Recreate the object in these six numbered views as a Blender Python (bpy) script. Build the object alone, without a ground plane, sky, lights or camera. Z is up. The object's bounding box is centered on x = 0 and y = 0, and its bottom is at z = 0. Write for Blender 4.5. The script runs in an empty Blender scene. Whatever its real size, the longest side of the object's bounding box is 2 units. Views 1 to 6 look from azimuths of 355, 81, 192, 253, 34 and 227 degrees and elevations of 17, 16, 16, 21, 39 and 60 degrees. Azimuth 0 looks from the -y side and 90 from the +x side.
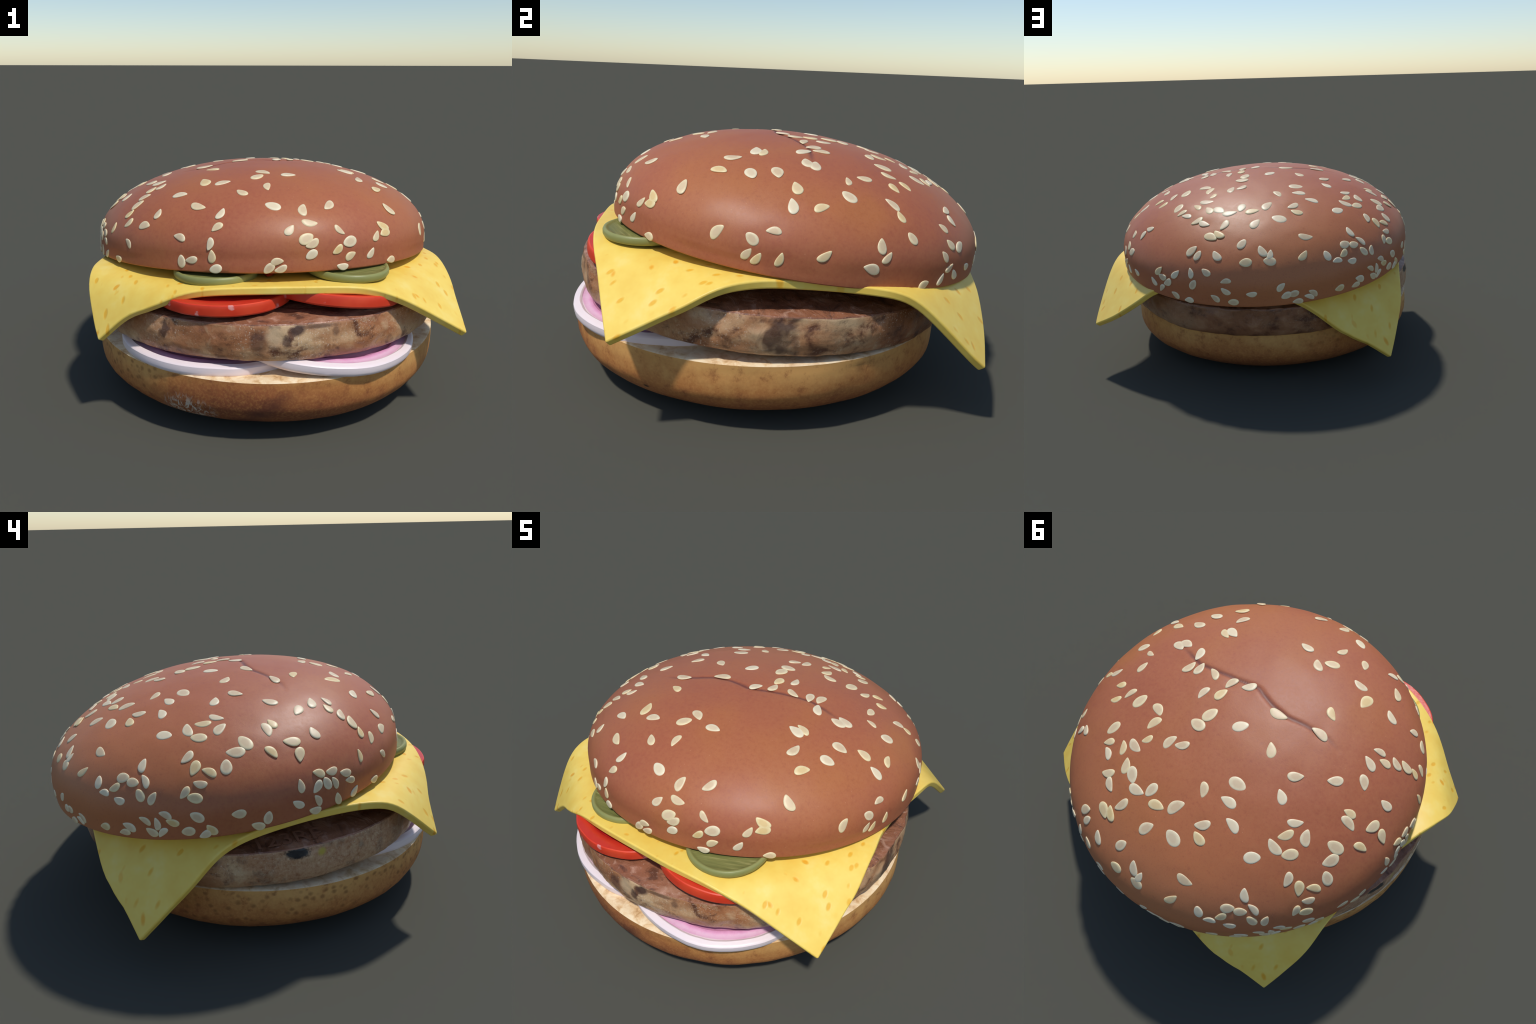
"""A cheeseburger with a sesame bun, built part by part.

Stack from the ground up: bottom bun, two onion slices, patty, two tomato
slices, cheese slice with four folded corners, ketchup, two pickle slices,
and a top bun that leans backwards and carries its sesame seeds.
"""
import math
import random

import bpy
import numpy as np
from mathutils import Euler, Matrix, Vector, noise

random.seed(11)
SCENE = bpy.context.scene.collection


# ---------------------------------------------------------------- node helper
class Nodes:
    """Small wrapper that makes material node graphs readable."""

    def __init__(self, name):
        self.mat = bpy.data.materials.new(name)
        self.mat.use_nodes = True
        self.tree = self.mat.node_tree
        self.bsdf = self.tree.nodes["Principled BSDF"]
        self.coord = self.tree.nodes.new("ShaderNodeTexCoord")

    def put(self, socket, value):
        if isinstance(value, bpy.types.NodeSocket):
            self.tree.links.new(value, socket)
        elif isinstance(value, (tuple, list)) and len(value) == 3 and socket.type == "RGBA":
            socket.default_value = (*value, 1.0)
        else:
            socket.default_value = value

    def node(self, kind, **settings):
        n = self.tree.nodes.new("ShaderNode" + kind)
        for k, v in settings.items():
            setattr(n, k, v)
        return n

    def obj(self, scale=(1, 1, 1), shift=(0, 0, 0), turn=(0, 0, 0)):
        m = self.node("Mapping")
        self.put(m.inputs["Vector"], self.coord.outputs["Object"])
        m.inputs["Scale"].default_value = scale
        m.inputs["Location"].default_value = shift
        m.inputs["Rotation"].default_value = turn
        return m.outputs[0]

    def noise(self, scale, detail=4, rough=0.55, vec=None, distort=0.0):
        n = self.node("TexNoise")
        self.put(n.inputs["Vector"], vec or self.coord.outputs["Object"])
        n.inputs["Scale"].default_value, n.inputs["Detail"].default_value = scale, detail
        n.inputs["Roughness"].default_value, n.inputs["Distortion"].default_value = rough, distort
        return n.outputs["Fac"]

    def cells(self, scale, vec=None, feature="F1", jitter=1.0):
        n = self.node("TexVoronoi", feature=feature)
        self.put(n.inputs["Vector"], vec or self.coord.outputs["Object"])
        n.inputs["Scale"].default_value, n.inputs["Randomness"].default_value = scale, jitter
        return n

    def ramp(self, fac, *stops):
        n = self.node("ValToRGB")
        self.put(n.inputs["Fac"], fac)
        while len(n.color_ramp.elements) < len(stops):
            n.color_ramp.elements.new(0.5)
        for e, (p, c) in zip(n.color_ramp.elements, stops):
            e.position = p
            e.color = (*c, 1.0) if isinstance(c, tuple) else (c, c, c, 1.0)
        return n.outputs["Color"]

    def math(self, op, a, b=0.0, c=0.0, clamp=False):
        n = self.node("Math", operation=op, use_clamp=clamp)
        for i, v in enumerate((a, b, c)):
            self.put(n.inputs[i], v)
        return n.outputs[0]

    def mix(self, fac, a, b, blend="MIX"):
        n = self.node("Mix", data_type="RGBA", blend_type=blend)
        self.put(n.inputs[0], fac)
        self.put(n.inputs[6], a)
        self.put(n.inputs[7], b)
        return n.outputs[2]

    def vector(self, op, a, b=None):
        n = self.node("VectorMath", operation=op)
        self.put(n.inputs[0], a)
        if b is not None:
            self.put(n.inputs[1], b)
        return n.outputs["Value" if op in ("LENGTH", "DOT_PRODUCT") else "Vector"]

    def axis(self, name):
        n = self.node("SeparateXYZ")
        self.put(n.inputs[0], self.coord.outputs["Object"])
        return n.outputs[name]

    def radius(self):
        x, y = self.axis("X"), self.axis("Y")
        return self.math("SQRT", self.math("ADD", self.math("MULTIPLY", x, x), self.math("MULTIPLY", y, y)))

    def sphere_mask(self, centre, size, soft, wobble=None, amount=0.0):
        """1 inside an ellipsoid around centre, fading over `soft` (share of the size)."""
        v = self.obj(tuple(1 / s for s in size), tuple(-c / s for c, s in zip(centre, size)))
        n = self.node("VectorMath", operation="LENGTH")
        self.put(n.inputs[0], v)
        d = n.outputs["Value"]
        if wobble:
            d = self.math("ADD", d, self.math("MULTIPLY", self.math("SUBTRACT", wobble, 0.5), amount))
        return self.math("MULTIPLY_ADD", self.math("SUBTRACT", 1.0, d), 1 / soft, 0.0, clamp=True)

    def finish(self, colour, rough=0.5, spec=0.5, bump=None, strength=0.3, depth=0.01, **more):
        self.put(self.bsdf.inputs["Base Color"], colour)
        self.put(self.bsdf.inputs["Roughness"], rough)
        self.put(self.bsdf.inputs["Specular IOR Level"], spec)
        for k, v in more.items():
            self.put(self.bsdf.inputs[k.replace("_", " ").title().replace("Ior", "IOR")], v)
        if bump is not None:
            b = self.node("Bump")
            b.inputs["Strength"].default_value, b.inputs["Distance"].default_value = strength, depth
            self.put(b.inputs["Height"], bump)
            self.put(self.bsdf.inputs["Normal"], b.outputs[0])
        return self.mat


# the split in the top bun crust, seen from above in the bun's own frame
CREASE = [(0.54, -0.072), (0.46, -0.075), (0.355, -0.066), (0.261, -0.093), (0.145, -0.133), (0.046, -0.172), (-0.013, -0.165),
          (-0.081, -0.159), (-0.167, -0.170), (-0.247, -0.204), (-0.36, -0.238), (-0.43, -0.236)]


# ------------------------------------------------------------------ materials
def bun_crust_material():
    n = Nodes("glossy_bun_crust")
    broad = n.noise(2.2, 3, 0.5)
    fine = n.noise(55, 5, 0.7)
    grain = n.noise(170, 2, 0.6)
    base = n.ramp(broad, (0.32, (0.385, 0.106, 0.050)), (0.52, (0.415, 0.124, 0.052)), (0.72, (0.44, 0.144, 0.047)))
    orange_lift = n.sphere_mask((-0.35, 0.85, 0.05), (1.0, 0.85, 0.8), 0.9, broad, 0.8)   # back-left is more orange, painted lighter to offset its shade
    base = n.mix(n.math("MULTIPLY", orange_lift, 0.9), base, (0.55, 0.195, 0.072))
    base = n.mix(n.ramp(fine, (0.40, 0.0), (0.75, 0.40)), base, (0.48, 0.185, 0.075))
    base = n.mix(n.ramp(fine, (0.28, 0.35), (0.44, 0.0)), base, (0.29, 0.080, 0.045))
    base = n.mix(n.ramp(grain, (0.5, 0.0), (0.8, 0.3)), base, (0.28, 0.080, 0.045))
    crumbs = n.cells(34)
    speck = n.ramp(crumbs.outputs["Distance"], (0.0, 1.0), (0.085, 0.0))
    rare = n.ramp(n.noise(3.5, 2), (0.48, 0.0), (0.62, 0.6))
    base = n.mix(n.math("MULTIPLY", speck, rare), base, (0.66, 0.36, 0.20))
    # dark line in the split of the crust: distance to the CREASE path, seen from above
    flat = n.obj((1, 1, 0))
    near = 1.0
    for (ax, ay), (bx, by) in zip(CREASE, CREASE[1:]):
        d = Vector((bx - ax, by - ay, 0))
        rel = n.vector("SUBTRACT", flat, (ax, ay, 0))
        share = n.math("MULTIPLY", n.vector("DOT_PRODUCT", rel, tuple(d)), 1 / d.length_squared, clamp=True)
        step = n.node("CombineXYZ")
        n.put(step.inputs[0], n.math("MULTIPLY", share, d.x))
        n.put(step.inputs[1], n.math("MULTIPLY", share, d.y))
        near = n.math("MINIMUM", near, n.vector("LENGTH", n.vector("SUBTRACT", rel, step.outputs[0])))
    near = n.math("MULTIPLY_ADD", n.math("SUBTRACT", fine, 0.5), 0.006, near)
    upper = n.math("GREATER_THAN", n.axis("Z"), 0.1)
    ends = n.ramp(n.math("ABSOLUTE", n.math("SUBTRACT", n.axis("X"), 0.05)), (0.36, 1.0), (0.48, 0.0))
    line = n.math("MULTIPLY", n.math("MULTIPLY", n.ramp(near, (0.001, 0.75), (0.016, 0.0)), upper), ends)
    base = n.mix(line, base, (0.105, 0.030, 0.030))
    return n.finish(base, n.math("MULTIPLY_ADD", fine, 0.16, 0.41), 0.42, n.math("ADD", fine, n.math("MULTIPLY", grain, 0.5)), 0.10, 0.004)


def crumb_material(name="bread_crumb"):
    n = Nodes(name)
    pores = n.noise(20, 4, 0.6, None, 0.5)
    broad = n.noise(6, 3)
    base = n.ramp(pores, (0.34, (0.58, 0.34, 0.15)), (0.47, (0.80, 0.56, 0.31)), (0.62, (0.90, 0.72, 0.47)))
    base = n.mix(n.ramp(broad, (0.4, 0.0), (0.7, 0.45)), base, (0.92, 0.72, 0.52))
    return n.finish(base, 0.85, 0.2, pores, 0.2, 0.01)


def bottom_bun_material():
    n = Nodes("baked_bun_side")
    z = n.axis("Z")
    wave = n.noise(2.6, 3, 0.55)
    mottle = n.noise(20, 6, 0.7)
    grain = n.noise(85, 3, 0.65)
    browned = n.sphere_mask((-0.15, -1.0, 0.15), (0.75, 0.55, 0.6), 0.8, wave, 0.6)   # front is baked darker
    band = n.math("ADD", z, n.math("ADD", n.math("MULTIPLY", n.math("SUBTRACT", wave, 0.5), 0.22),
                                   n.math("MULTIPLY", n.math("SUBTRACT", mottle, 0.5), 0.20)))
    band = n.math("SUBTRACT", band, n.math("MULTIPLY", browned, 0.17))
    crust = n.ramp(n.math("MULTIPLY", band, 2.7), (0.06, (0.215, 0.066, 0.028)), (0.34, (0.345, 0.115, 0.040)),
                   (0.58, (0.470, 0.190, 0.056)), (0.86, (0.66, 0.345, 0.110)))
    crust = n.mix(n.ramp(grain, (0.45, 0.0), (0.72, 0.55)), crust, n.mix(0.55, crust, (0.72, 0.36, 0.11)))
    crust = n.mix(n.ramp(mottle, (0.30, 0.5), (0.44, 0.0)), crust, (0.21, 0.066, 0.028))
    # dark baked pores, thick on one side of the bun
    pores = n.cells(24, n.obj((1, 1, 1.2)))
    hole = n.ramp(n.math("ADD", pores.outputs["Distance"], n.math("MULTIPLY", mottle, 0.3)), (0.30, 1.0), (0.55, 0.0))
    side = n.ramp(n.math("MULTIPLY_ADD", n.axis("X"), -0.55, 0.5), (0.62, 0.0), (0.88, 0.6))
    level = n.ramp(z, (0.06, 0.3), (0.2, 1.0))
    crust = n.mix(n.math("MULTIPLY", n.math("MULTIPLY", hole, side), level), crust, (0.20, 0.080, 0.026))
    # a dark fold, a few spots and a dusting of flour on the front
    for at, size, dark in (((-0.160, -0.83, 0.100), (0.100, 0.3, 0.045), 0.9), ((-0.105, -0.89, 0.160), (0.085, 0.3, 0.050), 0.9),
                           ((-0.050, -0.90, 0.210), (0.075, 0.3, 0.050), 0.75), ((0.000, -0.90, 0.250), (0.07, 0.3, 0.04), 0.45)):
        crust = n.mix(n.math("MULTIPLY", n.sphere_mask(at, size, 0.9, mottle, 0.6), dark), crust, (0.110, 0.036, 0.024))
    spot = n.sphere_mask((0.691, -0.543, 0.141), (0.02, 0.02, 0.013), 0.6, mottle, 0.6)
    crust = n.mix(spot, crust, (0.07, 0.028, 0.014))
    spot = n.sphere_mask((0.845, 0.325, 0.275), (0.05, 0.03, 0.035), 0.9, mottle, 0.8)
    crust = n.mix(n.math("MULTIPLY", spot, 0.6), crust, (0.27, 0.12, 0.04))
    dust = n.sphere_mask((-0.43, -0.77, 0.135), (0.145, 0.2, 0.10), 0.6, wave, 0.6)
    streak = n.ramp(n.noise(30, 4, 0.7, n.obj((1.25, 1.0, 0.6), turn=(0, 0.35, 0)), 1.5), (0.50, 0.0), (0.57, 1.0))
    crust = n.mix(n.math("MULTIPLY", n.math("MULTIPLY", dust, streak), 0.85), crust, (0.60, 0.53, 0.43))
    return n.finish(crust, 0.60, 0.25, mottle, 0.12, 0.006)


def patty_side_material():
    n = Nodes("grilled_meat_side")
    big = n.noise(3.8, 3, 0.55, n.obj((1, 1, 1.3)), 0.4)
    mid = n.noise(9, 5, 0.62, n.obj((1, 1, 1.1), (1.3, 0.2, 0.7)), 0.25)
    fine = n.noise(60, 4, 0.7)
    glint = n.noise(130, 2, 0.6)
    meat = n.ramp(big, (0.30, (0.205, 0.072, 0.030)), (0.42, (0.38, 0.152, 0.063)), (0.55, (0.48, 0.235, 0.108)), (0.70, (0.62, 0.41, 0.225)))
    meat = n.mix(n.ramp(mid, (0.36, 0.95), (0.47, 0.0)), meat, (0.125, 0.045, 0.024))
    meat = n.mix(n.ramp(mid, (0.55, 0.0), (0.70, 0.75)), meat, (0.58, 0.39, 0.22))
    meat = n.mix(n.ramp(fine, (0.30, 0.35), (0.48, 0.0)), meat, (0.20, 0.085, 0.045))
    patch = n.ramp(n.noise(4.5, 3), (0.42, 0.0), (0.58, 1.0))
    meat = n.mix(n.math("MULTIPLY", n.ramp(glint, (0.58, 0.0), (0.72, 0.7)), patch), meat, (0.76, 0.63, 0.49))  # wet glints painted into the meat colour as pale specks
    char = n.ramp(n.noise(4.6, 4, 0.6, n.obj((1, 1, 0.8), (3.1, 1.7, 0.4)), 0.4), (0.59, 0.0), (0.65, 0.85))
    meat = n.mix(char, meat, (0.070, 0.031, 0.022))
    seared = n.sphere_mask((0.1, 0.95, 0.08), (0.95, 0.75, 0.6), 0.5, mid, 0.5)   # the back is cooked darker
    meat = n.mix(n.math("MULTIPLY", seared, 0.7), meat, n.mix(n.ramp(mid, (0.35, 0.0), (0.65, 1.0)), (0.115, 0.042, 0.022), (0.30, 0.13, 0.065)))
    tan = n.sphere_mask((-0.95, -0.15, 0.09), (0.5, 0.7, 0.3), 0.6, mid, 1.0)   # paler, less cooked on the left
    meat = n.mix(n.math("MULTIPLY", tan, 0.5), meat, n.mix(n.ramp(fine, (0.35, 0.0), (0.65, 1.0)), (0.38, 0.19, 0.098), (0.66, 0.48, 0.30)))
    # one charred crumb and a bit of corn on the left, front hollows painted dark
    burnt = n.sphere_mask((-0.89, 0.068, 0.152), (0.12, 0.062, 0.030), 0.35, fine, 1.0)
    meat = n.mix(burnt, meat, (0.018, 0.018, 0.022))
    bit = n.sphere_mask((-0.89, -0.042, 0.138), (0.12, 0.026, 0.024), 0.6, mid, 0.4)
    meat = n.mix(bit, meat, (0.50, 0.38, 0.07))
    for at, size, darken in (((0.060, -0.90, 0.150), (0.035, 0.2, 0.032), 0.95), ((0.005, -0.90, 0.100), (0.024, 0.2, 0.030), 0.8),
                           ((0.155, -0.90, 0.162), (0.10, 0.2, 0.018), 0.7), ((-0.115, -0.90, 0.095), (0.05, 0.2, 0.075), 0.65),
                           ((0.225, -0.88, 0.135), (0.022, 0.2, 0.032), 0.55)):
        meat = n.mix(n.math("MULTIPLY", n.sphere_mask(at, size, 0.5, mid, 1.8), darken), meat, (0.075, 0.036, 0.027))
    pale = n.sphere_mask((-0.045, -0.90, 0.125), (0.045, 0.2, 0.055), 0.6, mid, 0.9)
    meat = n.mix(n.math("MULTIPLY", pale, 0.8), meat, (0.56, 0.40, 0.24))
    rough = n.math("MULTIPLY_ADD", fine, 0.4, 0.14)
    return n.finish(meat, rough, 0.5, n.math("ADD", mid, n.math("MULTIPLY", fine, 0.22)), 0.35, 0.014)


def patty_top_material():
    n = Nodes("grilled_meat_top")
    big = n.noise(3.2, 4, 0.55, None, 0.8)
    mid = n.noise(9, 5, 0.6, n.obj((1, 1.4, 1)), 1.2)
    fine = n.noise(60, 4, 0.7)
    meat = n.ramp(big, (0.30, (0.130, 0.050, 0.028)), (0.46, (0.265, 0.105, 0.054)), (0.62, (0.335, 0.140, 0.075)), (0.76, (0.47, 0.25, 0.155)))
    meat = n.mix(n.ramp(mid, (0.32, 0.8), (0.45, 0.0)), meat, (0.085, 0.036, 0.024))
    meat = n.mix(n.ramp(mid, (0.56, 0.0), (0.72, 0.7)), meat, (0.58, 0.35, 0.25))
    meat = n.mix(n.ramp(fine, (0.58, 0.0), (0.76, 0.5)), meat, (0.66, 0.46, 0.36))
    return n.finish(meat, n.math("MULTIPLY_ADD", fine, 0.3, 0.25), 0.5, n.math("ADD", mid, n.math("MULTIPLY", fine, 0.2)), 0.5, 0.02)


def cheese_material():
    n = Nodes("yellow_cheese")
    cloud = n.noise(9, 4, 0.6)
    base = n.ramp(cloud, (0.32, (0.90, 0.60, 0.100)), (0.55, (0.93, 0.665, 0.130)), (0.75, (0.94, 0.72, 0.20)))
    warp = n.noise(14, 3, 0.6)

    def pits(scale, vec, near, far, rare_scale, lo, hi):
        c = n.cells(scale, vec)
        d = n.math("ADD", c.outputs["Distance"], n.math("MULTIPLY", n.math("SUBTRACT", warp, 0.5), 0.16))
        pick = n.node("SeparateColor")
        n.put(pick.inputs[0], c.outputs["Color"])
        chosen = n.ramp(pick.outputs[0], (lo, 0.0), (hi, 1.0))
        return n.math("MULTIPLY", n.ramp(d, (near, 1.0), (far, 0.0)), chosen)

    small = pits(24, n.obj((1.0, 0.6, 0.12), turn=(0, 0, 0.4)), 0.15, 0.28, 3, 0.48, 0.56)
    large = pits(12, n.obj((0.65, 1.0, 0.12), (0.3, 0.1, 0.2), (0, 0, -0.3)), 0.07, 0.15, 3, 0.25, 0.35)
    base = n.mix(n.math("MULTIPLY", small, 0.85), base, (0.85, 0.44, 0.028))
    base = n.mix(n.math("MULTIPLY", large, 0.9), base, (0.86, 0.40, 0.022))
    hollow = n.math("SUBTRACT", n.math("MULTIPLY", cloud, 0.12), n.math("MAXIMUM", small, large))
    return n.finish(base, 0.42, 0.42, hollow, 0.2, 0.005)


def onion_material():
    n = Nodes("red_onion")
    r = n.radius()
    wob = n.noise(6, 3)
    rr = n.math("MULTIPLY_ADD", wob, 0.012, r)
    fibre = n.noise(26, 4, 0.65)
    rings = n.node("TexWave", wave_type="RINGS", rings_direction="Z", wave_profile="SIN")
    n.put(rings.inputs["Vector"], n.coord.outputs["Object"])
    rings.inputs["Scale"].default_value, rings.inputs["Distortion"].default_value = 4.6, 0.6
    pink = n.ramp(n.math("MULTIPLY_ADD", fibre, 0.5, n.math("MULTIPLY", rings.outputs["Fac"], 0.5)),
                  (0.25, (0.66, 0.28, 0.46)), (0.5, (0.79, 0.39, 0.59)), (0.75, (0.86, 0.54, 0.70)))
    white = n.mix(n.noise(5, 2), (0.85, 0.71, 0.72), (0.89, 0.77, 0.76))
    col = n.mix(n.ramp(rr, (0.462, 0.0), (0.468, 1.0)), pink, white)
    return n.finish(col, 0.34, 0.5, fibre, 0.12, 0.006, subsurface_weight=0.0)


def tomato_flesh_material():
    n = Nodes("tomato_flesh")
    r = n.radius()
    fib = n.noise(18, 5, 0.65)
    seg = n.noise(7, 3, 0.5, None, 1.0)
    flesh = n.ramp(seg, (0.35, (0.44, 0.008, 0.012)), (0.52, (0.54, 0.022, 0.012)), (0.7, (0.62, 0.055, 0.020)))
    wall = n.mix(fib, (0.55, 0.026, 0.014), (0.62, 0.05, 0.024))
    ring = n.ramp(n.math("MULTIPLY_ADD", fib, 0.03, r), (0.262, 0.0), (0.282, 1.0))
    col = n.mix(ring, flesh, wall)
    seam = n.ramp(n.math("ABSOLUTE", n.math("SUBTRACT", n.math("MULTIPLY_ADD", seg, 0.03, r), 0.262)), (0.004, 0.7), (0.014, 0.0))
    col = n.mix(seam, col, (0.42, 0.008, 0.012))
    return n.finish(col, 0.30, 0.5, fib, 0.2, 0.006)


def tomato_skin_material():
    n = Nodes("tomato_skin")
    fib = n.noise(10, 4)
    skin = n.ramp(fib, (0.35, (0.68, 0.038, 0.013)), (0.65, (0.76, 0.068, 0.024)))
    blot = n.cells(17, n.obj((1, 1, 0.6)))
    warp = n.noise(45, 3)
    d = n.math("ADD", blot.outputs["Distance"], n.math("MULTIPLY", n.math("SUBTRACT", warp, 0.5), 0.6))
    pick = n.node("SeparateColor")
    n.put(pick.inputs[0], blot.outputs["Color"])
    highlight = n.math("MULTIPLY", n.ramp(d, (0.14, 0.75), (0.25, 0.0)), n.ramp(pick.outputs[1], (0.45, 0.0), (0.55, 1.0)))
    skin = n.mix(highlight, skin, (0.78, 0.36, 0.33))  # white highlights on the slice's side, painted in as pale specks
    return n.finish(skin, 0.38, 0.45)


def pickle_material():
    n = Nodes("pickle_green")
    streak = n.noise(20, 4, 0.6, n.obj((0.28, 3.0, 1)))
    r = n.radius()
    flesh = n.ramp(streak, (0.35, (0.150, 0.160, 0.045)), (0.55, (0.225, 0.225, 0.068)), (0.72, (0.38, 0.36, 0.14)))
    skin = n.mix(n.noise(8, 3), (0.235, 0.245, 0.078), (0.310, 0.310, 0.105))
    col = n.mix(n.ramp(r, (0.176, 0.0), (0.182, 1.0)), flesh, skin)
    return n.finish(col, 0.42, 0.4, streak, 0.10, 0.004)


def seed_material():
    n = Nodes("sesame_seed_hull")
    info = n.node("ObjectInfo")
    v = n.obj((2.0, 3.4, 0))
    ln = n.node("VectorMath", operation="LENGTH")
    n.put(ln.inputs[0], v)
    grain = n.noise(9, 4)
    edge = n.math("MULTIPLY_ADD", n.math("SUBTRACT", grain, 0.5), 0.4, ln.outputs["Value"])
    pale = n.ramp(info.outputs["Random"], (0.0, (0.87, 0.76, 0.53)), (0.5, (0.82, 0.68, 0.43)), (1.0, (0.86, 0.70, 0.38)))
    heart = n.ramp(info.outputs["Random"], (0.0, (0.82, 0.68, 0.46)), (0.4, (0.68, 0.50, 0.31)), (0.8, (0.74, 0.56, 0.34)), (1.0, (0.76, 0.54, 0.24)))
    col = n.mix(n.ramp(edge, (0.45, 0.0), (0.85, 1.0)), heart, pale)
    return n.finish(col, 0.42, 0.45)


def ketchup_material():
    n = Nodes("ketchup_red")
    return n.finish(n.mix(n.noise(12), (0.30, 0.012, 0.008), (0.36, 0.02, 0.012)), 0.25, 0.5)


def mark_material():
    n = Nodes("faint_pale_mark")
    return n.finish(n.mix(n.noise(30), (0.30, 0.125, 0.070), (0.34, 0.155, 0.090)), 0.5, 0.4)


# ------------------------------------------------------------------- geometry
def smooth_curve(points, steps):
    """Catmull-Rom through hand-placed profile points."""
    p = [np.array(q, float) for q in points]
    p = [2 * p[0] - p[1], *p, 2 * p[-1] - p[-2]]
    out = []
    for a, b, c, d in zip(p, p[1:], p[2:], p[3:]):
        for t in np.linspace(0, 1, steps, endpoint=False):
            out.append(0.5 * (2 * b + (c - a) * t + (2 * a - 5 * b + 4 * c - d) * t * t + (3 * b - a - 3 * c + d) * t ** 3))
    out.append(p[-2])
    return np.array(out)


def dense(points, gap):
    """Straight profile subdivided so that no step is longer than gap."""
    out = [np.array(points[0], float)]
    for a, b in zip(points, points[1:]):
        a, b = np.array(a, float), np.array(b, float)
        k = max(1, int(math.ceil(np.linalg.norm(b - a) / gap)))
        out += [a + (b - a) * i / k for i in range(1, k + 1)]
    return np.array(out)


def revolve(name, profile, segments, material_of, shape=None, sharp=math.radians(38)):
    """Closed body of revolution; profile runs from the axis below to the axis above.
    material_of(r, z) gives the slot of a ring band, shape(points) may displace."""
    prof = [q for q in profile if q[0] > 1e-6]
    bottom, top = profile[0], profile[-1]
    ang = np.linspace(0, math.tau, segments, endpoint=False)
    verts = [np.stack([r * np.cos(ang), r * np.sin(ang), np.full(segments, z)], 1) for r, z in prof]
    verts = np.vstack([*verts, [[0, 0, bottom[1]]], [[0, 0, top[1]]]])
    if shape:
        verts = shape(verts)
    faces, slots = [], []
    rows = len(prof)
    for i in range(rows - 1):
        slot = material_of((prof[i][0] + prof[i + 1][0]) / 2, (prof[i][1] + prof[i + 1][1]) / 2)
        for j in range(segments):
            k = (j + 1) % segments
            faces.append((i * segments + j, i * segments + k, (i + 1) * segments + k, (i + 1) * segments + j))
            slots.append(slot)
    low, high = rows * segments, rows * segments + 1
    for j in range(segments):
        k = (j + 1) % segments
        faces.append((low, k, j))
        slots.append(material_of(0, bottom[1]))
        faces.append((high, (rows - 1) * segments + j, (rows - 1) * segments + k))
        slots.append(material_of(0, top[1]))
    mesh = bpy.data.meshes.new(name)
    mesh.from_pydata([tuple(v) for v in verts], [], faces)
    mesh.polygons.foreach_set("material_index", slots)
    mesh.validate()
    mesh.set_sharp_from_angle(angle=sharp)
    return mesh


def add(name, mesh, materials, parent, location=(0, 0, 0), rotation=(0, 0), spin=0.0):
    """Place a part: spin it about its own axis first, then lean it about x and y."""
    for m in materials:
        if m.name not in mesh.materials:
            mesh.materials.append(m)
    ob = bpy.data.objects.new(name, mesh)
    SCENE.objects.link(ob)
    ob.parent = parent
    ob.location = location
    ob.rotation_euler = (Euler((rotation[0], rotation[1], 0)).to_matrix() @ Matrix.Rotation(spin, 3, "Z")).to_euler()
    return ob


def lumps(points, scale, amount, seed, octaves=3):
    """Scalar fractal noise at every point."""
    s = Vector((seed * 3.7, seed * 1.3, seed * 7.1))
    return np.array([amount * noise.fractal(Vector(p) * scale + s, 0.6, 2.1, octaves) for p in points])


def outward(points, pull):
    """Move points away from the axis by pull (an array)."""
    r = np.hypot(points[:, 0], points[:, 1])
    k = np.where(r > 1e-6, 1 + pull / np.maximum(r, 1e-6), 1)
    out = points.copy()
    out[:, :2] *= k[:, None]
    return out


# ----------------------------------------------------------------- the burger
burger = bpy.data.objects.new("cheeseburger", None)
burger.empty_display_size = 0.3
SCENE.objects.link(burger)
burger["label"] = "cheeseburger with sesame bun, yellow cheese, tomato, pickle and onion"
burger["category"] = "burger"

# bottom bun: shallow bowl with a flat cut top
def bottom_bun():
    bowl = smooth_curve([(0.60, 0.0), (0.724, 0.033), (0.835, 0.092), (0.893, 0.158), (0.907, 0.222), (0.905, 0.318)], 7)
    profile = [(0, 0.0), *dense([(0.02, 0), (0.60, 0.0)], 0.06)[:-1], *bowl, *dense([(0.899, 0.322), (0.03, 0.318)], 0.03), (0, 0.318)]

    def shape(v):
        side = np.clip((v[:, 2] - 0.01) / 0.05, 0, 1) * (v[:, 2] < 0.3)
        return outward(v, lumps(v, 3.0, 0.006, 1) * side)

    mesh = revolve("bottom_bun", profile, 160, lambda r, z: 1 if z > 0.3175 and r < 0.9025 else 0, shape)
    return add("bottom_bun", mesh, [bottom_bun_material(), crumb_material()], burger, (-0.010, -0.0888, 0))

bottom_bun()

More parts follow.
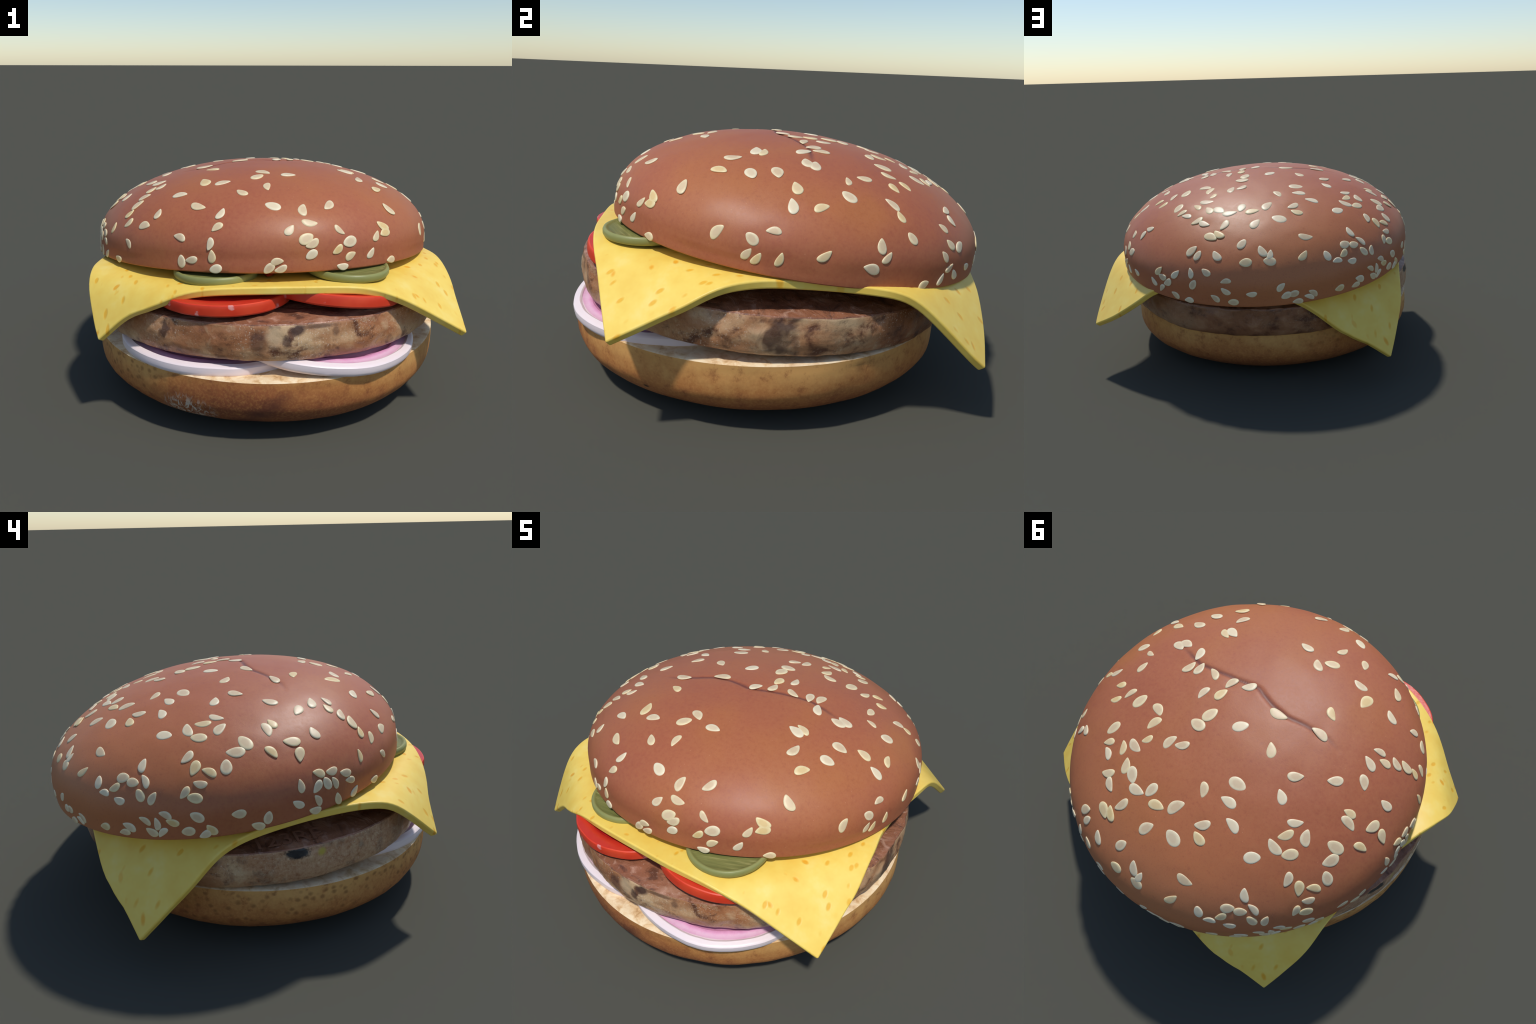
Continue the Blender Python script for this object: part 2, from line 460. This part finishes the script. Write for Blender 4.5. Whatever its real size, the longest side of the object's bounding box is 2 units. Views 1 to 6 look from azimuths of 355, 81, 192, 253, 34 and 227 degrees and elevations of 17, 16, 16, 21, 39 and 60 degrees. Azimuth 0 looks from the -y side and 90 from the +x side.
# red onion slices: a raised white outer ring around pink inner rings
def onion_slices():
    R, T = 0.502, 0.055
    profile = [(0, 0), (0.05, 0), (0.47, 0.0), (0.494, 0.003), (0.501, 0.014), (R, 0.030), (0.501, 0.045), (0.496, 0.050),
               (0.472, T + 0.002), (0.466, T - 0.001), (0.461, T - 0.006), (0.440, T - 0.009), (0.414, T - 0.006), (0.404, T - 0.011),
               (0.372, T - 0.010), (0.345, T - 0.007), (0.335, T - 0.012), (0.29, T - 0.009), (0.27, T - 0.014), (0.2, T - 0.010), (0, T - 0.012)]
    fine = [profile[0], *dense(profile[1:-1], 0.012), profile[-1]]
    mesh = revolve("onion_slice", fine, 120, lambda r, z: 0, lambda v: outward(v, lumps(v * [1, 1, 0.2], 5, 0.004, 4)), math.radians(30))
    skin = [onion_material()]
    add("onion_slice", mesh, skin, burger, (-0.266, -0.418, 0.302), (-0.022, 0.032), 0.4)
    add("onion_slice", mesh, skin, burger, (0.189, -0.481, 0.357), (0.053, 0.093), 1.9)

onion_slices()

# patty: thick disc with a hard upper edge, leaning back a little
def patty():
    side = smooth_curve([(0.872, 0.0), (0.896, 0.012), (0.911, 0.05), (0.916, 0.10), (0.908, 0.172)], 8)
    cap = smooth_curve([(0.904, 0.177), (0.82, 0.187), (0.55, 0.195), (0.04, 0.197)], 16)
    profile = [(0, 0), *dense([(0.05, 0), (0.872, 0.0)], 0.05)[:-1], *side, *cap, (0, 0.197)]

    def shape(v):
        edge = (np.hypot(v[:, 0], v[:, 1]) > 0.84).astype(float)
        v = outward(v, (lumps(v, 4.2, 0.007, 7) + lumps(v, 16, 0.004, 9) - 0.003) * edge)
        upper = np.clip((v[:, 2] - 0.165) / 0.01, 0, 1) * np.clip((0.90 - np.hypot(v[:, 0], v[:, 1])) / 0.06, 0, 1)
        v[:, 2] += upper * lumps(v, 9, 0.008, 13)
        return v

    mesh = revolve("patty", profile, 320, lambda r, z: 1 if z > 0.1725 else 0, shape)
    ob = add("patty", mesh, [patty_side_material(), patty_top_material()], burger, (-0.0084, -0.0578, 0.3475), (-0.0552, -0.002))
    return ob

the_patty = patty()

# faint pale lettering left on the patty's upper face, at its edge
def lettering(word="123RF"):
    text = bpy.data.curves.new("lettering", "FONT")
    text.body, text.size, text.extrude, text.align_x, text.align_y = word, 0.125, 0.0006, "CENTER", "CENTER"
    flat = bpy.data.objects.new("lettering", text)
    SCENE.objects.link(flat)
    mesh = bpy.data.meshes.new_from_object(flat.evaluated_get(bpy.context.evaluated_depsgraph_get()))
    bpy.data.objects.remove(flat)
    mesh.materials.clear()
    add("lettering", mesh, [mark_material()], the_patty, (-0.832, 0.088, 0.1925), (0, -0.075), -1.62)

lettering()

# tomato slices
def tomato_slices():
    R, T = 0.331, 0.056
    profile = [(0, 0), (0.04, 0), (0.318, 0.0), (0.326, 0.003), (0.330, 0.010), (R, 0.028), (0.330, 0.047), (0.328, 0.053), (0.323, T),
               (0.287, T + 0.001), (0.268, T - 0.002), (0.257, T - 0.006), (0.245, T - 0.003), (0.04, T - 0.002), (0, T - 0.002)]
    fine = [profile[0], *dense(profile[1:-1], 0.012), profile[-1]]
    mesh = revolve("tomato_slice", fine, 120, lambda r, z: 1 if r > 0.3245 else 0, lambda v: outward(v, lumps(v * [1, 1, 0.2], 4, 0.004, 21)), math.radians(24))
    skins = [tomato_flesh_material(), tomato_skin_material()]
    add("tomato_slice", mesh, skins, burger, (-0.252, -0.591, 0.594), (-0.01, -0.0075), 0.3)
    add("tomato_slice", mesh, skins, burger, (0.2606, -0.580, 0.579), (-0.1246, 0.0937), 2.2)

tomato_slices()

# cheese: a square sheet; each corner is folded down along a line square to `away`
CORNERS = dict(  # away x, away y, distance where the fold begins, steepness, softness
    front_left=(-0.65, -0.76, 0.936, 1.92, 0.040), front_right=(0.738, -0.675, 0.882, 1.00, 0.045),
    back_right=(0.694, 0.720, 0.918, 1.33, 0.038), back_left=(-0.683, 0.731, 0.897, 2.04, 0.075))
FRONT = [(-0.832, -0.709), (-0.703, -0.735), (-0.591, -0.783), (-0.483, -0.815), (-0.274, -0.846), (0, -0.862), (0.2, -0.868), (0.406, -0.855), (0.583, -0.822), (0.727, -0.795), (0.870, -0.766)]
BACK = [(-0.862, 0.704), (-0.74, 0.748), (-0.66, 0.783), (-0.5, 0.822), (0, 0.845), (0.455, 0.849), (0.57, 0.846), (0.73, 0.809), (0.893, 0.747)]
LEFT = [(-0.832, -0.709), (-0.862, -0.627), (-0.897, -0.49), (-0.893, -0.367), (-0.873, -0.22), (-0.862, 0), (-0.884, 0.305), (-0.903, 0.47), (-0.885, 0.602), (-0.862, 0.704)]
RIGHT = [(0.870, -0.766), (0.878, -0.673), (0.886, -0.561), (0.895, -0.45), (0.879, -0.271), (0.855, -0.122), (0.858, 0.1), (0.885, 0.3), (0.903, 0.5), (0.902, 0.68), (0.893, 0.747)]


SPREAD = 1.008


def along(edge, key, count):
    """Resample an edge at even steps of its main axis (0 = x, 1 = y)."""
    c = smooth_curve(edge, 8)
    t = np.linspace(c[0, key], c[-1, key], count)
    return np.stack([t if a == key else np.interp(t, c[:, key], c[:, a]) for a in (0, 1)], 1)


def cheese_height(x, y):
    z = 0.658 - 0.066 * y
    z -= 0.017 * math.exp(-((x + 0.88) / 0.25) ** 2 - ((y - 0.15) / 0.32) ** 2)   # sags where nothing holds it
    z -= 0.008 * math.exp(-((y + 0.56) / 0.17) ** 2)   # pressed down under the pickles
    for ax, ay, start, steep, soft in CORNERS.values():
        p = (x * ax + y * ay - start) / soft
        z -= steep * soft * math.log1p(math.exp(min(p, 50)))
    return z


def cheese_slice(n=56):
    f, b, l, r = along(FRONT, 0, n), along(BACK, 0, n), along(LEFT, 1, n), along(RIGHT, 1, n)
    t = np.linspace(0, 1, n)
    verts = []
    for j in range(n):
        for i in range(n):
            u, v = t[i], t[j]
            p = (1 - v) * f[i] + v * b[i] + (1 - u) * l[j] + u * r[j]
            p -= (1 - u) * (1 - v) * f[0] + u * (1 - v) * f[-1] + (1 - u) * v * b[0] + u * v * b[-1]
            verts.append((p[0] * SPREAD, p[1] * SPREAD, cheese_height(*p)))
    faces = [(j * n + i, j * n + i + 1, (j + 1) * n + i + 1, (j + 1) * n + i) for j in range(n - 1) for i in range(n - 1)]
    mesh = bpy.data.meshes.new("cheese_slice")
    mesh.from_pydata(verts, [], faces)
    mesh.polygons.foreach_set("use_smooth", [True] * len(faces))
    ob = add("cheese_slice", mesh, [cheese_material()], burger)
    sheet = ob.modifiers.new("thickness", "SOLIDIFY")
    sheet.thickness, sheet.offset, sheet.use_even_offset = 0.037, -1, True
    edge = ob.modifiers.new("rounding", "BEVEL")
    edge.width, edge.segments, edge.limit_method, edge.angle_limit = 0.009, 3, "ANGLE", math.radians(50)
    edge.harden_normals = True
    return ob

cheese_slice()

# ketchup: a flat tongue of sauce on the cheese, just showing between the pickles
def ketchup():
    profile = [(0, 0), (0.05, 0), (0.30, 0.0), (0.33, 0.006), (0.335, 0.012), (0.32, 0.02), (0.05, 0.024), (0, 0.024)]

    def shape(v):
        ang = np.arctan2(v[:, 1], v[:, 0])
        tongue = 0.21 * np.exp(-((ang + 1.70) / 0.10) ** 2)
        return outward(v, (tongue + lumps(v * [1, 1, 0], 6, 0.02, 5)) * np.hypot(v[:, 0], v[:, 1]) / 0.33)

    mesh = revolve("ketchup", [profile[0], *dense(profile[1:-1], 0.02), profile[-1]], 140, lambda r, z: 0, shape)
    add("ketchup", mesh, [ketchup_material()], burger, (0.01, -0.19, 0.672), (-0.063, 0))

ketchup()

# pickle slices: shallow dishes with a raised rim
def pickle_slices():
    R, T = 0.197, 0.040
    profile = [(0, 0), (0.03, 0), (0.182, 0.0), (0.192, 0.004), (R, 0.014), (R, 0.028), (0.193, 0.037), (0.186, T), (0.180, T - 0.003),
               (0.173, T - 0.007), (0.150, T - 0.009), (0.03, T - 0.008), (0, T - 0.008)]
    fine = [profile[0], *dense(profile[1:-1], 0.010), profile[-1]]
    mesh = revolve("pickle_slice", fine, 96, lambda r, z: 0, lambda v: outward(v, lumps(v * [1, 1, 0.2], 8, 0.002, 31)), math.radians(60))
    green = [pickle_material()]
    add("pickle_slice", mesh, green, burger, (-0.291, -0.6155, 0.687), (-0.0665, 0.010), 0.1)
    add("pickle_slice", mesh, green, burger, (0.320, -0.6314, 0.703), (-0.001, 0.030), 0.35)

pickle_slices()

# ---------------------------------------------------------- top bun and seeds
BUN_AT, BUN_TILT = Vector((-0.014, 0.0987, 0.7269)), (-0.1239, -0.0022)
BUN_R, BUN_H, BUN_SKIRT = 0.901, 0.4025, 0.084


def bun_point(azimuth, elevation):
    """Surface point and normal of the half-ellipsoid crown (or its upright skirt)."""
    a, e = math.radians(azimuth), math.radians(elevation)
    if elevation >= 0:
        k = 1 / math.sqrt((math.cos(e) / BUN_R) ** 2 + (math.sin(e) / BUN_H) ** 2)
        p = Vector((k * math.cos(e) * math.cos(a), k * math.cos(e) * math.sin(a), k * math.sin(e)))
        return p, Vector((p.x / BUN_R ** 2, p.y / BUN_R ** 2, p.z / BUN_H ** 2)).normalized()
    p = Vector((BUN_R * math.cos(a), BUN_R * math.sin(a), BUN_R * math.tan(e)))
    return p, Vector((math.cos(a), math.sin(a), 0))


# Where the seeds fell: (azimuth, elevation seen from the bun's centre, direction of the tip, length in mm).
SEEDS_ON_CROWN = [
    (-179.0, 42.0, -43, 75), (-178.7, 58.1, 46, 79), (-144.9, 42.9, 60, 89), (-131.4, 63.5, -122, 91), (-129.4, 38.9, -168, 74),
    (-94.1, 35.5, -26, 77), (-80.6, 32.1, -3, 75), (-63.5, 67.8, 32, 73), (-37.0, 32.8, 115, 85), (-33.7, 66.1, 29, 75),
    (-32.9, 32.9, 103, 77), (-16.6, 56.2, -95, 78), (-14.1, 40.3, 46, 83), (-9.7, 71.4, -172, 75), (-7.7, 48.4, -157, 78),
    (-2.5, 44.1, 179, 80), (8.5, 62.9, -3, 75), (33.1, 34.9, 138, 87), (38.9, 44.4, 41, 82), (45.2, 73.8, 129, 84),
    (49.9, 43.7, -61, 84), (60.7, 40.6, -85, 44), (61.7, 66.2, -145, 81), (62.0, 35.4, 24, 91), (69.6, 49.8, 109, 78),
    (78.4, 54.5, -120, 72), (90.2, 34.0, -93, 75), (107.0, 34.7, 57, 88), (118.0, 44.5, -75, 74), (123.4, 32.6, -161, 75),
    (135.6, 41.4, 146, 81), (138.0, 33.4, 125, 81), (141.7, 48.5, -38, 88), (161.9, 80.7, -13, 78), (166.8, 38.7, 75, 73),
]
RIM_CLEARANCE = 0.45         # share of a seed that must stay above the rim
SEEDS_ON_SHOULDER = [
    (-177.8, 14.0, -64, 70), (-175.7, 20.7, -92, 82), (-172.7, 22.1, 102, 63), (-170.1, 15.2, 161, 78), (-166.0, 31.0, 129, 75),
    (-161.2, 15.3, 89, 67), (-159.1, 23.7, -146, 75), (-150.6, 24.2, 48, 80), (-147.6, 20.0, 80, 63), (-145.8, 16.6, 50, 70),
    (-144.1, 22.2, 81, 65), (-127.6, 18.6, 21, 77), (-121.7, 26.1, 128, 95), (-116.8, 14.2, -16, 83), (-112.7, 25.9, 31, 80),
    (-102.5, 20.3, 143, 68), (-97.2, 30.7, 47, 78), (-92.6, 23.5, -93, 71), (-91.3, 14.4, 155, 77), (-72.1, 14.1, -137, 75),
    (-41.7, 25.6, 30, 79), (-40.8, 19.1, 6, 77), (-29.7, 20.6, -48, 74), (-21.3, 23.2, -62, 79), (-13.3, 18.5, 109, 78),
    (-11.0, 31.3, 111, 81), (-7.3, 30.2, 92, 81), (3.6, 18.2, 129, 75), (5.0, 24.3, 84, 55), (13.1, 26.6, 173, 72),
    (18.6, 17.1, 121, 78), (24.8, 23.4, -83, 66), (28.9, 29.4, -45, 75), (32.4, 24.4, -79, 69), (44.6, 15.3, -160, 64),
    (47.8, 27.1, -63, 84), (54.4, 25.8, -103, 68), (59.6, 25.1, -173, 73), (60.1, 30.8, 163, 76), (68.5, 24.1, -119, 77),
    (70.1, 30.5, 145, 82), (73.5, 23.4, -12, 77), (76.4, 31.4, -19, 85), (80.4, 18.3, -15, 83), (83.7, 19.6, 152, 77),
    (84.3, 30.1, 21, 88), (84.5, 23.8, -102, 80), (94.8, 16.2, 62, 68), (97.6, 31.5, 16, 82), (99.9, 24.5, 60, 80),
    (112.2, 26.1, 151, 88), (121.3, 16.9, -20, 82), (123.2, 28.4, 140, 72), (141.5, 14.6, 92, 68), (145.5, 23.9, -6, 76),
    (154.9, 25.4, 111, 85), (156.1, 16.5, -127, 70), (159.6, 22.2, 167, 76), (160.9, 27.4, 179, 76), (166.8, 29.4, -30, 73),
    (167.7, 24.3, 53, 77), (171.5, 16.1, 173, 83), (175.3, 18.2, 113, 85),
]
SEED_SIZE = (60, 92)        # shortest and longest seed, in millimetres
SEEDS_ON_SIDE = [
    (-169.9, 11.3, -119, 72), (-166.9, 5.3, 149, 60), (-162.8, 4.6, 176, 50), (-151.1, 4.8, 76, 60), (-145.4, 9.9, 58, 53),
    (-145.0, 13.3, 66, 76), (-142.7, 7.1, -131, 64), (-134.3, 6.9, 9, 70), (-130.9, 10.9, 91, 61), (-108.3, 7.6, -139, 58),
    (-108.1, 11.8, 69, 68), (-87.0, 6.7, 47, 62), (-81.7, 12.8, 78, 75), (-80.6, 8.6, -11, 78), (-71.7, 6.1, -49, 61),
    (-54.8, 6.1, 149, 77), (-47.0, 11.0, 114, 80), (-16.8, 5.8, -176, 62), (-13.4, 12.8, 104, 79), (-5.4, 13.6, 33, 70),
    (11.2, 5.7, 93, 66), (19.6, 13.5, 101, 52), (21.3, 8.0, 124, 58), (36.0, 10.5, 137, 54), (36.9, 6.2, 143, 65),
    (41.7, 5.3, 23, 70), (43.4, 12.2, -77, 55), (74.6, 12.6, 59, 74), (76.7, 5.5, 109, 47), (77.8, 11.4, 73, 61),
    (82.6, 6.4, 153, 47), (85.6, 11.9, 139, 71), (96.8, 10.0, -176, 69), (103.0, 13.5, 120, 75), (105.5, 10.1, 167, 69),
    (105.8, 12.2, 75, 56), (117.9, 10.7, 39, 72), (126.9, 9.2, 103, 60), (130.2, 6.9, 176, 45), (133.7, 8.6, -149, 53),
    (135.8, 11.2, 5, 65), (136.0, 5.5, 173, 52), (139.6, 10.2, -5, 61), (142.6, 7.1, 124, 51), (143.6, 10.6, 120, 68),
    (146.4, 6.4, 62, 48), (155.7, 7.5, -129, 57), (158.4, 6.0, 168, 67), (158.6, 13.4, -110, 72), (160.1, 9.3, 166, 61),
    (162.9, 11.9, 145, 69), (167.9, 12.6, 83, 70),
]
SEED_SINK = 0.0008           # depth to which a seed sits in the crust
SEEDS_ON_RIM = [
    (-174.7, -0.9, 143, 42), (-173.1, 3.7, 85, 52), (-170.0, -4.3, 169, 29), (-168.8, -1.7, 111, 55), (-168.4, 2.1, -137, 64),
    (-165.2, 2.0, 110, 57), (-162.7, 1.3, 106, 60), (-162.2, -4.1, 99, 27), (-158.4, 2.6, 160, 64), (-157.2, 0.0, 160, 56),
    (-155.9, -3.9, 37, 51), (-146.3, -4.8, 174, 47), (-140.0, 1.1, 137, 44), (-119.6, 4.3, 162, 64), (-118.7, -2.5, 95, 45),
    (-115.5, -1.9, -170, 35), (-109.9, 2.8, -101, 49), (-109.3, -0.7, 89, 49), (-108.2, -4.5, -165, 28), (-93.1, -4.5, -139, 17),
    (-90.9, -2.1, 12, 58), (-89.8, -4.3, -158, 33), (-82.4, 4.1, 26, 74), (-81.0, -0.4, -150, 61), (-80.7, 2.7, -153, 69),
    (-73.0, 0.6, -142, 53), (-71.4, -4.6, 175, 31), (-68.9, 2.6, -166, 73), (-68.8, -1.5, 29, 60), (-61.4, -1.4, 48, 55),
    (-58.9, 3.4, 48, 57), (-54.8, 4.1, -169, 71), (-52.6, -4.3, 179, 35), (-30.9, 2.7, 58, 72), (-22.4, -0.8, 52, 45),
    (-21.7, 3.0, 148, 63), (-19.8, -1.5, 55, 52), (-14.2, -0.7, 72, 60), (-3.6, 1.9, 39, 67), (8.8, 0.0, 167, 72),
    (12.8, 3.0, 47, 58), (26.3, -4.5, 29, 43), (33.0, -2.9, 59, 36), (33.5, 3.3, 131, 55), (36.1, 0.0, 30, 40),
    (39.8, -2.1, 138, 54), (47.7, -0.8, 164, 51), (59.7, -0.7, 137, 50), (62.2, 3.9, 47, 65), (63.8, -2.1, -132, 52),
    (64.4, 2.2, 173, 62), (66.9, 0.7, -147, 65), (70.1, -3.4, 151, 52), (70.3, 4.2, 44, 65), (75.8, -5.1, -174, 31),
    (77.9, 1.8, 60, 60), (86.0, -2.3, 142, 45), (89.9, 0.5, 151, 52), (90.0, 3.9, -171, 61), (92.3, -3.4, -178, 59),
    (98.7, -0.4, -176, 59), (108.6, 1.5, 45, 54), (110.3, -1.7, -156, 43), (112.8, -1.4, -168, 32), (114.1, -5.1, 179, 47),
    (118.2, -3.3, 157, 54), (119.6, -2.2, 140, 46), (129.6, -2.7, -169, 50), (136.5, -3.5, -174, 42), (138.4, -1.7, 155, 68),
    (143.8, 0.5, 146, 57), (145.2, -2.8, 149, 45), (147.1, -0.4, 89, 48), (148.3, -2.9, -139, 45), (149.9, 2.1, 154, 57),
    (151.6, -0.0, 162, 51), (155.4, -2.8, -174, 54), (158.4, 1.1, 149, 64), (159.8, -4.0, -155, 46), (161.6, -2.9, 128, 52),
    (169.2, 0.5, 177, 63), (173.7, -4.0, 158, 31), (176.6, -2.3, 73, 42),
]


def top_bun(seeds):
    ell = [(BUN_R * math.cos(t), BUN_H * math.sin(t)) for t in np.linspace(0, math.pi / 2, 190)][1:-1]
    s = BUN_SKIRT
    skirt = dense([(BUN_R - 0.006, -s), (BUN_R - 0.001, -s + 0.005), (BUN_R, -s + 0.015), (BUN_R, 0)], 0.014)
    profile = [(0, -s + 0.012), *dense([(0.05, -s + 0.012), (0.80, -s + 0.012), (BUN_R - 0.014, -s)], 0.04), *skirt, *ell, (0, BUN_H)]
    crease = smooth_curve(CREASE, 10)
    spots = np.array([bun_point(az, el)[0] for az, el, *_ in seeds])

    def shape(v):
        crown = v[:, 2] > -s + 0.004
        out = v.copy()
        nrm = np.stack([v[:, 0] / BUN_R ** 2, v[:, 1] / BUN_R ** 2, np.maximum(v[:, 2], 0) / BUN_H ** 2], 1)
        nrm /= np.maximum(np.linalg.norm(nrm, axis=1, keepdims=True), 1e-9)
        drop = np.zeros(len(v))
        high = v[:, 2] > 0.2
        d = np.linalg.norm(v[high, None, :2] - crease[None], axis=2)
        fade = np.sin(np.linspace(0.25, math.pi - 0.25, len(crease)))[d.argmin(1)]
        drop[high] += 0.006 * fade * np.exp(-(d.min(1) / 0.013) ** 2)
        for p in spots:  # crust dips a little around every seed
            drop += 0.0022 * np.exp(-((v - p) ** 2).sum(1) / 0.030 ** 2)
        drop += lumps(v, 2.2, 0.004, 17) * (v[:, 2] > -0.03)
        out -= nrm * (drop * crown)[:, None]
        return out

    mesh = revolve("top_bun", profile, 360, lambda r, z: 1 if z < -s + 0.0135 and r < BUN_R - 0.01 else 0, shape)
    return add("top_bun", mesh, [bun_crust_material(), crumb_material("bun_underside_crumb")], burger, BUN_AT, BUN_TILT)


def seed_meshes(material, kinds=5):
    """Unit-length teardrops, tip at +x, flat below and pillowed above."""
    out = []
    for k in range(kinds):
        fat = (0.285, 0.31, 0.335, 0.30, 0.26)[k]
        point = (0.75, 0.95, 0.6, 1.15, 0.9)[k]
        verts, faces, rows, ring = [(0, 0, 0.115)], [], (0.45, 0.72, 0.88, 0.97, 1.0, 0.97), 28
        lift = (0.120, 0.112, 0.088, 0.052, 0.0, -0.06)
        for s, h in zip(rows, lift):
            for j in range(ring):
                a = math.tau * j / ring
                x = 0.5 * math.cos(a)
                w = fat * math.sin(a) * (1 - 0.5 * point * (0.5 + math.cos(a) / 2) ** 2)
                bend = 0.02 * (k - 2) * math.cos(2 * a)
                verts.append((s * x, s * (w + bend), h * (1 - 0.25 * (0.5 + math.cos(a) / 2))))
        faces += [(0, 1 + j, 1 + (j + 1) % ring) for j in range(ring)]
        for i in range(len(rows) - 1):
            for j in range(ring):
                a, b = 1 + i * ring + j, 1 + i * ring + (j + 1) % ring
                faces.append((a, a + ring, b + ring, b))
        faces.append(tuple(1 + (len(rows) - 1) * ring + j for j in reversed(range(ring))))
        m = bpy.data.meshes.new("sesame_seed")
        m.from_pydata(verts, [], faces)
        m.polygons.foreach_set("use_smooth", [True] * len(faces))
        m.materials.append(material)
        out.append(m)
    return out


def place_seeds(bun, seeds):
    kinds = seed_meshes(seed_material())
    for az, el, spin, length in seeds:
        size = min(max(length, SEED_SIZE[0]), SEED_SIZE[1]) / 1000
        lowest = -math.degrees(math.atan((BUN_SKIRT - RIM_CLEARANCE * size * (0.55 + 0.45 * abs(math.sin(math.radians(spin))))) / BUN_R))
        p, up = bun_point(az, max(el, lowest))
        east = Vector((0, 0, 1)).cross(up).normalized()
        north = up.cross(east)
        a = math.radians(spin)
        tip = east * math.cos(a) + north * math.sin(a)
        ob = bpy.data.objects.new("sesame_seed", random.choice(kinds))
        SCENE.objects.link(ob)
        ob.parent = bun
        ob.matrix_basis = Matrix.LocRotScale(p - up * SEED_SINK, Matrix((tip, up.cross(tip), up)).transposed().to_quaternion(), (size, size * random.uniform(1.0, 1.16), 0.042))


ALL_SEEDS = SEEDS_ON_CROWN + SEEDS_ON_SHOULDER + SEEDS_ON_SIDE + SEEDS_ON_RIM
bun = top_bun(ALL_SEEDS)
place_seeds(bun, ALL_SEEDS)
